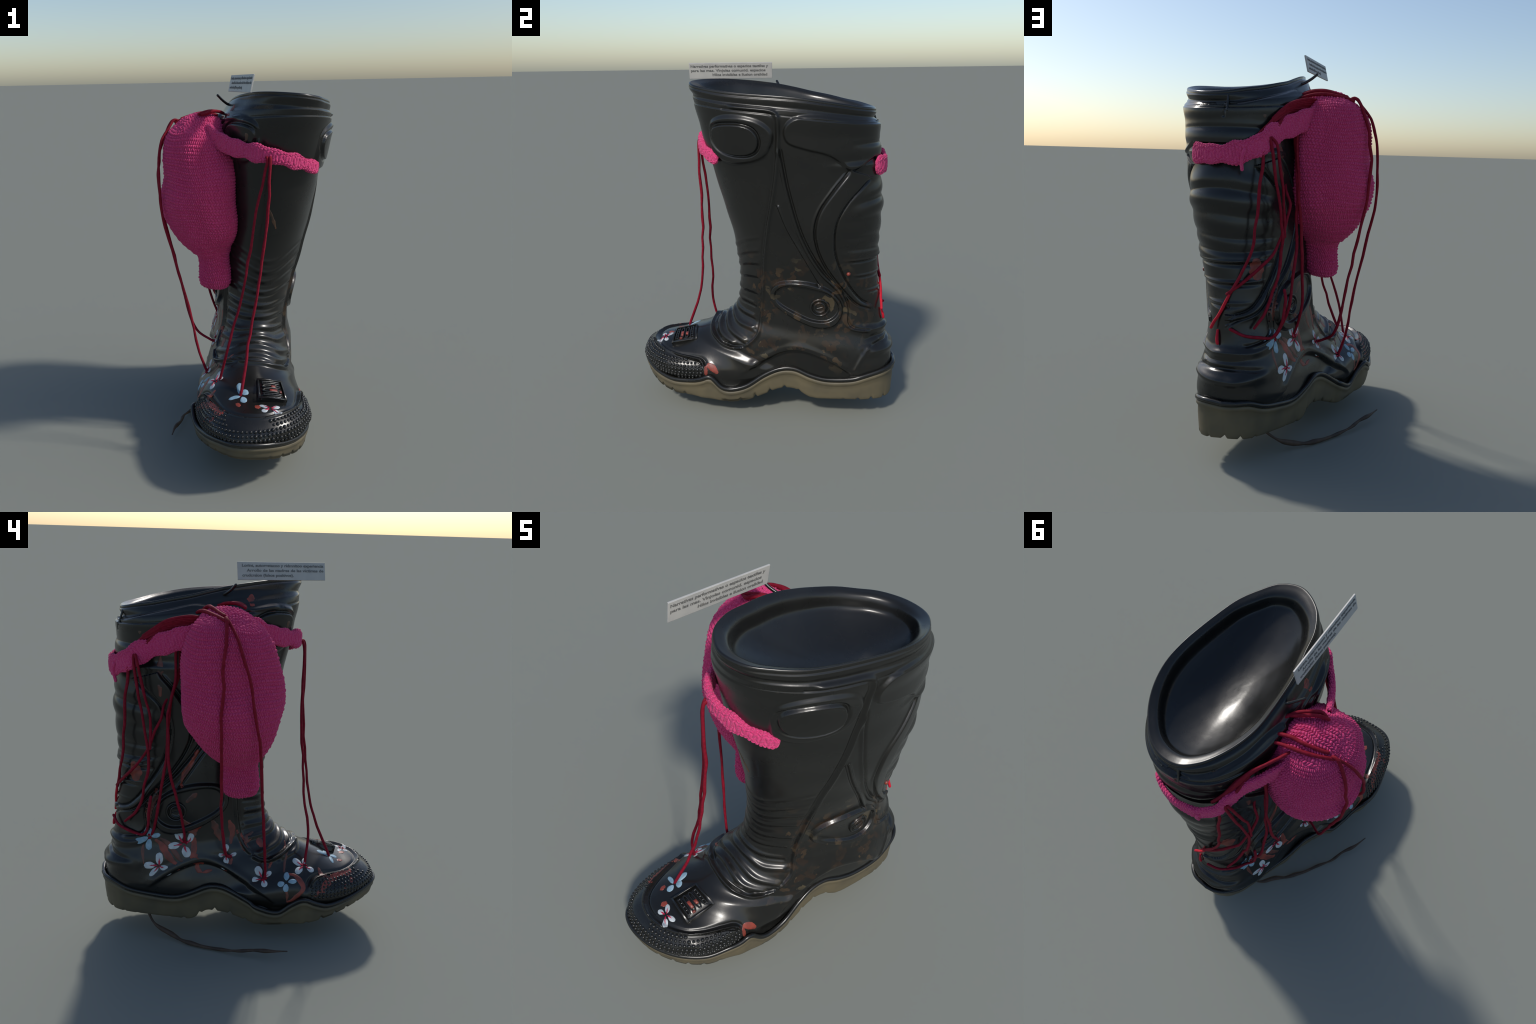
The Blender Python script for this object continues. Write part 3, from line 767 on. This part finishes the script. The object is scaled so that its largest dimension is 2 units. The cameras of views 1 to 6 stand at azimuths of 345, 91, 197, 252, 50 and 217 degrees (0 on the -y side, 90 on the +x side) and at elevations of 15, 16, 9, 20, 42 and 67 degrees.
STROKES = [
 ("r",[(-.069,.490,.580),(-.081,.459,.552),(-.100,.433,.496),(-.123,.385,.438)],.024),
 ("d",[(-.077,.465,.589),(-.088,.430,.560),(-.104,.399,.514),(-.128,.351,.447)],.018),
 ("r",[(-.115,.290,.590),(-.123,.292,.523),(-.131,.294,.481),(-.152,.244,.447)],.024),
 ("d",[(-.051,.548,.553),(-.063,.553,.505),(-.076,.551,.448)],.010),
 ("r",[(-.145,.104,.678),(-.139,.086,.611),(-.141,.094,.571),(-.149,.099,.538)],.022),
 ("r",[(-.177,.094,.466),(-.185,.112,.438),(-.191,.136,.410)],.013),
 ("r",[(-.133,.251,.664),(-.126,.277,.643),(-.117,.294,.612)],.018),
 ("r",[(-.145,.277,.444),(-.156,.280,.411),(-.168,.255,.393)],.018),
 ("r",[(-.168,.255,.393),(-.176,.203,.407)],.012),
 ("r",[(-.289,-.187,.384),(-.309,-.225,.381),(-.349,-.252,.355),(-.367,-.255,.329),(-.375,-.222,.293),(-.372,-.193,.264),(-.366,-.164,.251)],.017),
 ("d",[(-.366,-.166,.260),(-.355,-.167,.306),(-.336,-.152,.337)],.010),
 ("r",[(-.316,-.518,.379),(-.342,-.460,.374),(-.370,-.407,.358),(-.393,-.366,.333),(-.411,-.364,.305)],.024),
 ("r",[(-.394,-.358,.331),(-.407,-.314,.288)],.012),
 ("r",[(-.348,-.551,.361),(-.385,-.545,.338)],.013),
 ("r",[(-.389,-.504,.341),(-.415,-.499,.309)],.011),
 ("d",[(-.293,-.366,.405),(-.334,-.379,.382),(-.350,-.415,.372)],.016),
 ("d",[(-.138,-.028,.593),(-.154,.016,.547),(-.174,.025,.498)],.022),
 ("r",[(-.148,-.050,.562),(-.165,-.062,.530),(-.182,-.081,.506)],.022),
 ("d",[(-.154,-.213,.520),(-.194,-.204,.488),(-.218,-.193,.458),(-.277,-.173,.388)],.012),
 ("r",[(-.218,-.112,.452),(-.230,-.105,.424),(-.236,-.091,.408)],.014),
 ("r",[(.212,-.338,.241),(.207,-.336,.293),(.190,-.332,.323)],.013),
 ("r",[(.190,-.335,.318),(.203,-.303,.303),(.218,-.269,.266)],.030),
 ("d",[(-.060,.470,.86),(-.058,.49,.78),(-.055,.51,.70)],.030),
 ("d",[(-.110,.28,.60),(-.112,.32,.66),(-.105,.36,.70)],.026),
 ("r",[(-.150,.06,.62),(-.158,.03,.55),(-.170,.02,.50)],.018),
 ("d",[(-.128,.20,.70),(-.130,.17,.62),(-.140,.15,.56)],.022),
 ("d",[(-.015,.422,1.552),(-.028,.430,1.45),(-.038,.435,1.355)],.017),
 ("r",[(-.108,.263,1.075),(-.109,.313,.984),(-.108,.348,.927),(-.111,.356,.869)],.015),
 ("d",[(-.061,.503,.818),(-.056,.527,.681)],.030),
 ("d",[(-.128,.275,.842),(-.121,.333,.793)],.019),
 ("r",[(.012,.580,.995),(.002,.577,.94),(-.004,.575,.890)],.048),
 ("r",[(-.040,-.012,1.835),(-.046,-.006,1.80),(-.047,-.004,1.765)],.024),
 ("r",[(-.042,-.106,1.760),(-.043,-.106,1.735)],.022),
 ("b",[(-.017,-.194,1.736),(-.022,-.187,1.683),(-.030,-.170,1.677)],.012),
 ("b",[(.059,-.209,1.317),(.080,-.196,1.26),(.098,-.184,1.206)],.011),
 ("b",[(.056,.473,1.720),(.047,.485,1.656)],.018),
 ("r",[(-.345,-.424,.377),(-.335,-.498,.377),(-.315,-.556,.375),(-.283,-.550,.385)],.020),
 ("r",[(-.225,-.536,.393),(-.203,-.530,.393)],.024),
 ("r",[(-.140,-.585,.390),(-.112,-.580,.390)],.024),
]
for kind, pts, w in STROKES:
    ribbon(pts, w*1.65, "brush_stroke", {"r": PAINT_RED, "d": PAINT_DIM, "b": PAINT_BROWN}[kind])

# ---------------------------------------------------------------- paper tag on the rim
def quad_box(c00, c10, c11, c01, th):
    """slab between 4 corners, grown sideways by th"""
    c = [A(q) for q in (c00, c10, c11, c01)]
    n = np.cross(c[1] - c[0], c[3] - c[0]); n /= np.linalg.norm(n)
    v = [p + n*th/2 for p in c] + [p - n*th/2 for p in c]
    return A(v), A([(0, 1, 2, 3), (7, 6, 5, 4), (0, 4, 5, 1), (1, 5, 6, 2), (2, 6, 7, 3), (3, 7, 4, 0)]), n
RB, FB, FT, RT = (-.079,.0605,1.9155), (-.079,-.396,1.9155), (-.0595,-.396,1.999), (-.0595,.0605,1.999)
v, f, tn = quad_box(FB, RB, RT, FT, .008)
tag = add("paper_tag", build_mesh("paper_tag", v, f, False), boot, PAPER)
bv = tag.modifiers.new("edge", 'BEVEL'); bv.width = .0015; bv.segments = 2
def tag_text(lines, outer):
    """lines of small print on one face of the tag"""
    ux = A(RB) - A(FB) if outer else A(FB) - A(RB)
    L = np.linalg.norm(ux); ux /= L
    uz = A(FT) - A(FB); Hh = np.linalg.norm(uz); uz /= Hh
    nrm = np.cross(ux, uz); nrm /= np.linalg.norm(nrm)
    org = A(FB) if outer else A(RB)
    for k, (txt, start, width) in enumerate(lines):
        cu = bpy.data.curves.new("tag_words", 'FONT'); cu.body = txt; cu.size = .021; cu.extrude = .0006; cu.offset = .0004
        tmp = bpy.data.objects.new("tag_words", cu); bpy.context.scene.collection.objects.link(tmp)
        dg = bpy.context.evaluated_depsgraph_get()
        me = bpy.data.meshes.new_from_object(tmp.evaluated_get(dg)); bpy.data.objects.remove(tmp)
        n = len(me.vertices); co = np.zeros(n*3, np.float32); me.vertices.foreach_get("co", co); co = co.reshape(-1, 3)
        sx = width*L/(co[:, 0].max() - co[:, 0].min())
        P = org + nrm*.0048 + ((start*L + (co[:, :1] - co[:, 0].min())*sx))*ux + (Hh*(.73 - .27*k) + co[:, 1:2]*.9)*uz + co[:, 2:]*nrm
        me.vertices.foreach_set("co", P.astype(np.float32).ravel()); me.update()
        add("tag_words", me, tag, INK)
tag_text([("Narrativas performativas o espacios textiles y", .02, .93), ("para las mas. Vinjolas comunid. espacios", .02, .90), ("Hilos invisibles e ilusion oralidad", .28, .66)], True)
tag_text([("Lorint, autorretacoo y ridmnitoo experiencia", .05, .93), ("Arrollo de las madres de las victimas de", .10, .88), ("crudcralon (falsos positivos).", .05, .58)], False)
tie = catmull([(-.135,.086,1.897),(-.108,.100,1.872),(-.078,.120,1.851),(-.05,.135,1.838),(-.03,.15,1.80)], .006)
v, f = tube(tie, np.linspace(.007, .008, len(tie)), 8); add("tag_tie", build_mesh("tag_tie", v, f), boot, RUBBER_IN)

# ---------------------------------------------------------------- dry stem under the heel
P = catmull([(.0,.535,.150),(-.05,.535,.118),(-.107,.506,.072),(-.160,.430,.032),(-.215,.382,.018),(-.255,.330,.013),(-.297,.278,.012),(-.344,.199,.0125),(-.400,.121,.026),(-.431,.037,.036),(-.475,-.039,.046),(-.505,-.125,.050)], .006)
n = len(P); t = np.linspace(0, 1, n)
wst = .0105*(1 + .45*np.interp(t, np.linspace(0, 1, 16), rng.uniform(-1, 1, 16)))*(1 - smooth(.85, 1.0, t)*.75)
V, F = tube(P, wst, 8)
# flatten it like a split reed
V[:, 2] = np.maximum(V[:, 2], .0)
add("dry_stem", build_mesh("dry_stem", V, F), boot, STEM)

# ---------------------------------------------------------------- crocheted pouch
pouch = bpy.data.objects.new("crocheted_pouch", None); bpy.context.scene.collection.objects.link(pouch)
pouch["label"] = "pink crocheted pouch with two sleeves and long dark red cords"
pouch["category"] = "crocheted pouch"

def stitch(u, v):
    """interlocked crochet loops: u counts columns, v counts rows"""
    r = np.floor(v); fv = v - r
    lean = np.where(np.mod(r, 2) > .5, .55, -.55)
    uu = u + .37*r + lean*(fv - .5) + .12*np.sin(1.7*r + .9*np.floor(u))
    fu = uu - np.floor(uu)
    a = np.sqrt(np.clip(1 - (2*fu - 1)**2, 0, 1)); b = np.sqrt(np.clip(1 - np.abs(2*fv - 1)**3, 0, 1))
    k = np.mod(np.floor(uu)*12.9898 + r*78.233, 6.2831)
    return a*b*(.88 + .12*np.sin(k*7))

# height, x centre, y centre, half width x, half width y
PROFILE = A([
[.846,-.190,.060,.010,.012],[.850,-.190,.060,.048,.058],[.860,-.190,.060,.069,.079],[.888,-.190,.061,.082,.088],[.93,-.190,.062,.084,.091],[.99,-.190,.066,.083,.091],[1.022,-.190,.070,.086,.095],
[1.036,-.192,.074,.092,.104],[1.048,-.196,.080,.102,.116],[1.080,-.206,.090,.120,.140],[1.12,-.217,.098,.147,.168],[1.18,-.235,.108,.178,.206],[1.25,-.247,.120,.197,.239],[1.34,-.252,.121,.199,.250],
[1.45,-.245,.124,.190,.243],[1.54,-.247,.133,.193,.230],[1.63,-.239,.139,.186,.208],[1.70,-.232,.149,.162,.169],[1.75,-.222,.157,.128,.126],[1.78,-.222,.158,.096,.086],[1.795,-.222,.155,.060,.052],[1.802,-.222,.155,.026,.022],[1.8035,-.222,.155,.002,.002]])
NV, NU = 600, 880
arcp = np.r_[0, np.cumsum(np.hypot(np.diff(PROFILE[:, 0]), np.diff(.5*(PROFILE[:, 3] + PROFILE[:, 4]))))]
q = np.linspace(0, arcp[-1], NV)
pr = np.stack([pchip(arcp, PROFILE[:, k], q) for k in range(5)], 1)
th = np.linspace(0, 2*np.pi, NU, endpoint=False)
def pouch_pt():
    c, s = np.cos(th)[None], np.sin(th)[None]
    ex = 1 - .36*smooth(-.2, .4, c)*smooth(1.05, 1.2, pr[:, 0:1])*smooth(1.75, 1.6, pr[:, 0:1])
    X = pr[:, 1:2] + pr[:, 3:4]*np.sign(c)*np.abs(c)**ex
    Y = pr[:, 2:3] + pr[:, 4:5]*np.sign(s)*np.abs(s)**ex
    Z = np.repeat(pr[:, 0:1], NU, 1)
    return np.stack([X, Y, Z], -1)
Q = pouch_pt()
QN = grid_normals(Q)
lump = sum(np.sin(Q @ rng.normal(0, k, 3) + p) for k, p in zip([9, 12, 15, 18, 22], rng.uniform(0, 6, 5)))*.003
ang = th[None]/(2*np.pi)
warp = .8*np.sin(3*th[None] + 9*pr[:, 0:1]) + .6*np.sin(5*th[None] - 14*pr[:, 0:1] + 1)
rows_v = q[:, None]/.0165 + ang + warp*.35
side = stitch(ang*112, rows_v)
neck = stitch(ang*50, rows_v)
top = stitch(Q[..., 0]/.0135 + 40 + .4*np.sin(Q[..., 1]*60), Q[..., 1]/.0160 + 40 + .4*np.sin(Q[..., 0]*55))
narrow = smooth(1.0, 1.10, pr[:, 0])[:, None]
up = smooth(.55, .80, QN[..., 2])
S = np.where(up > 0, (1 - up)*side + up*top, narrow*side + (1 - narrow)*neck)
fade = smooth(0, .03, q)[:, None]
# broad courses show as soft ridges on the free side
course = np.sin(2*np.pi*rows_v/2)*.0012*smooth(.1, .7, -QN[..., 0] - QN[..., 1]*.5)*(1 - up)
Q = Q + QN*((S - .5)*.0130*fade + course + lump)[..., None]
add("pouch_body", build_mesh("pouch_body", Q, grid_faces(NV, NU, True, True)[:, ::-1]), pouch, YARN)

def sleeve(C, height, thick, name, up, roundness=3.6):
    """flattened crocheted tube along C"""
    P = resample(catmull(C, .008), 320)
    n = len(P); t = np.linspace(0, 1, n)
    hh = np.interp(t, np.linspace(0, 1, len(height)), height)*.5; tk = thick*.5
    T = np.gradient(P, axis=0); T /= np.linalg.norm(T, axis=1)[:, None]
    U = np.zeros((n, 3)); U[:] = up; U -= T*(U*T).sum(1)[:, None]; U /= np.linalg.norm(U, axis=1)[:, None]
    S_ = np.cross(T, U)
    m = 150; ph_ = np.linspace(0, 2*np.pi, m, endpoint=False)
    c = np.sign(np.cos(ph_))*np.abs(np.cos(ph_))**(2/roundness); s = np.sign(np.sin(ph_))*np.abs(np.sin(ph_))**(2/roundness)
    endr = np.sqrt(np.clip(1 - np.clip((t - .955)/.045, 0, 1)**2, 0.0004, 1))
    L = np.linalg.norm(np.diff(P, axis=0), axis=1).sum()
    wav = .004*np.sin(t*L*34 + 1) + .004*np.sin(t*L*57)
    G = P[:, None] + U[:, None]*((hh*endr + wav*endr)[:, None]*c[None])[..., None] + S_[:, None]*((tk*endr)[:, None]*s[None])[..., None]
    N = grid_normals(G)
    per = 2*(2*hh.mean() + 2*tk)*.85
    D = stitch(ph_[None]/(2*np.pi)*round(per/.015), (t*L/.0155)[:, None])
    G = G + N*((D - .5)*.0075*endr[:, None])[..., None]
    return add(name, build_mesh(name, G, grid_faces(n, m)), pouch, YARN)

sleeve([(-.215,.02,1.700),(-.175,-.06,1.678),(-.142,-.125,1.652),(-.100,-.185,1.637),(-.060,-.235,1.627),(-.012,-.292,1.617),(.06,-.322,1.602),(.14,-.318,1.580),(.235,-.283,1.550),(.325,-.218,1.518)], [.10, .088, .085, .085, .088, .078, .072, .068, .066, .066], .030, "sleeve", (0, 0, 1.))
sleeve([(-.21,.235,1.690),(-.175,.315,1.668),(-.135,.385,1.640),(-.095,.440,1.615),(-.065,.490,1.592),(-.045,.540,1.570),(-.022,.590,1.535),(.03,.632,1.507),(.10,.655,1.486),(.19,.657,1.480),(.27,.633,1.481),(.333,.590,1.484)], [.10, .105, .10, .10, .10, .10, .10, .09, .088, .092], .022, "sleeve", (0, 0, 1.))

def cord(pts, r=.0075, mat=CORD, name="cord", jit=.0022):
    P = catmull(pts, .012); n = len(P)
    k = max(4, n//5)
    J = np.stack([np.interp(np.linspace(0, 1, n), np.linspace(0, 1, k), np.r_[0, rng.normal(0, jit, k - 2), 0]) for _ in range(3)], 1)
    P = P + J; P = resample(catmull(P, .005), int(n*2))
    rr = r*(1 + .12*np.interp(np.linspace(0, 1, len(P)), np.linspace(0, 1, k), rng.uniform(-1, 1, k)))
    v, f = tube(P, rr, 10); return add(name, build_mesh(name, v, f), pouch, mat)

# two cords from the front sleeve to blossoms on the toe
cord([(.015,-.325,1.600),(.013,-.338,1.570),(-.021,-.330,1.433),(-.048,-.318,1.292),(-.075,-.316,1.147),(-.104,-.318,1.002),(-.136,-.318,.854),(-.183,-.320,.710),(-.226,-.325,.566),(-.252,-.306,.45),(-.262,-.297,.408)])
cord([(.030,-.335,1.600),(.026,-.348,1.579),(.016,-.350,1.433),(.004,-.342,1.282),(-.016,-.348,1.131),(-.043,-.356,.980),(-.073,-.365,.827),(-.108,-.386,.678),(-.146,-.432,.538),(-.176,-.468,.44),(-.190,-.476,.404)])
# two long cords falling from the crown of the pouch
cord([(-.345,.190,1.768),(-.373,.191,1.762),(-.418,.206,1.671),(-.446,.220,1.579),(-.457,.227,1.483),(-.456,.230,1.379),(-.450,.230,1.273),(-.429,.225,1.163),(-.405,.218,1.047),(-.378,.210,.925),(-.354,.202,.798),(-.331,.186,.661),(-.290,.160,.555),(-.225,.115,.500),(-.175,.105,.480)])
cord([(-.345,.190,1.768),(-.373,.188,1.762),(-.432,.155,1.678),(-.462,.128,1.584),(-.472,.101,1.483),(-.474,.083,1.375),(-.466,.061,1.260),(-.443,.036,1.137),(-.415,.018,1.009),(-.384,-.002,.869),(-.355,-.022,.726),(-.330,-.041,.580),(-.300,-.059,.428),(-.272,-.060,.362)])
# cords gathered on the crown
cord([(-.085,.150,1.795),(-.12,.135,1.808),(-.17,.105,1.814),(-.215,.080,1.810),(-.245,.070,1.802)], .0085)
cord([(-.085,.160,1.795),(-.12,.115,1.812),(-.17,.085,1.812),(-.205,.060,1.802),(-.232,.066,1.800)], .0085)
cord([(-.10,.235,1.782),(-.16,.225,1.800),(-.22,.222,1.799),(-.28,.205,1.785),(-.318,.188,1.775)], .0085)
cord([(-.105,.27,1.765),(-.16,.262,1.779),(-.22,.252,1.782),(-.28,.232,1.774),(-.33,.205,1.764),(-.352,.192,1.757)], .0085)
# band of gathered threads from crown to rear sleeve
for k in range(9):
    o = (k - 4)*.0085
    cord([(-.165 + o*.5,.260 + abs(o)*.2,1.722 - o*.9),(-.148 + o*.5,.310,1.722 - o),(-.120 + o*.4,.360,1.714 - o*.95),(-.088 + o*.2,.415,1.702 - o*.7),(-.062,.470,1.672 - o*.45),(-.040,.520,1.642 - o*.25)], .0072, CORD, "gathered_thread", .001)
cord([(-.085,.40,1.700),(-.058,.455,1.680),(-.038,.51,1.650),(-.015,.555,1.610),(.01,.585,1.570)], .009)
cord([(-.080,.43,1.675),(-.072,.475,1.650),(-.060,.505,1.622),(-.055,.500,1.590)], .009)
# cords from the rear sleeve across the calf to the ankle
cord([(-.035,.570,1.560),(-.024,.592,1.525),(-.026,.600,1.435),(-.017,.612,1.341),(-.010,.618,1.246),(.000,.627,1.147),(.014,.636,1.045),(.055,.650,.931),(.110,.660,.825)])
cord([(.110,.662,.825),(.145,.668,.755),(.180,.668,.700),(.197,.666,.662)], .0075, CORD_BRIGHT)
cord([(-.042,.568,1.560),(-.052,.572,1.530),(-.067,.564,1.430),(-.083,.553,1.329),(-.095,.540,1.227),(-.103,.524,1.120),(-.098,.517,1.009),(-.085,.540,.894),(-.058,.566,.772),(-.012,.640,.672)])
cord([(-.050,.562,1.560),(-.075,.556,1.527),(-.085,.541,1.445),(-.094,.526,1.362),(-.101,.508,1.276),(-.106,.505,1.189),(-.111,.512,1.099)])
cord([(-.035,.340,1.50),(-.045,.362,1.434),(-.068,.397,1.368),(-.093,.432,1.304),(-.118,.464,1.239),(-.115,.493,1.165),(-.094,.524,1.084),(-.068,.566,1.015),(.004,.618,.929),(.080,.650,.865),(.120,.662,.830)])
cord([(-.095,.352,1.600),(-.100,.354,1.571),(-.116,.366,1.461),(-.134,.405,1.359),(-.144,.420,1.245),(-.147,.430,1.127),(-.150,.442,1.006),(-.145,.467,.884),(-.135,.487,.755),(-.095,.505,.640),(-.068,.514,.596)])
cord([(-.118,.375,1.60),(-.127,.382,1.453),(-.144,.408,1.357),(-.157,.426,1.258),(-.167,.430,1.154),(-.174,.432,1.047),(-.177,.415,.938),(-.174,.386,.825),(-.165,.360,.708),(-.135,.345,.61),(-.115,.342,.555)])
cord([(.090,.690,.668),(.028,.672,.638),(-.025,.625,.622),(-.070,.565,.612),(-.095,.545,.640),(-.113,.535,.690),(-.122,.532,.740),(-.128,.525,.800),(-.118,.515,.840)], .0075)
cord([(.163,.668,.650),(.160,.676,.622),(.156,.684,.592)], .007, CORD_BRIGHT)
cord([(.050,.655,1.500),(.058,.662,1.47),(.061,.655,1.44),(.061,.650,1.413)], .009, YARN, "yarn_tail", .001)
# crimson knots where cords enter the blossoms
for c in ((-.272,-.060,.362), (-.175,.105,.480), (-.115,.342,.555), (-.068,.514,.596), (-.262,-.297,.408)):
    c = A(c); a = rng.uniform(0, 6, 2)
    k = [c + .013*A([math.cos(t*1.7 + a[0]), math.sin(t*2.3 + a[1]), math.sin(t*1.3)]) for t in np.linspace(0, 6, 9)]
    cord(k, .006, CORD, "knot", .001)
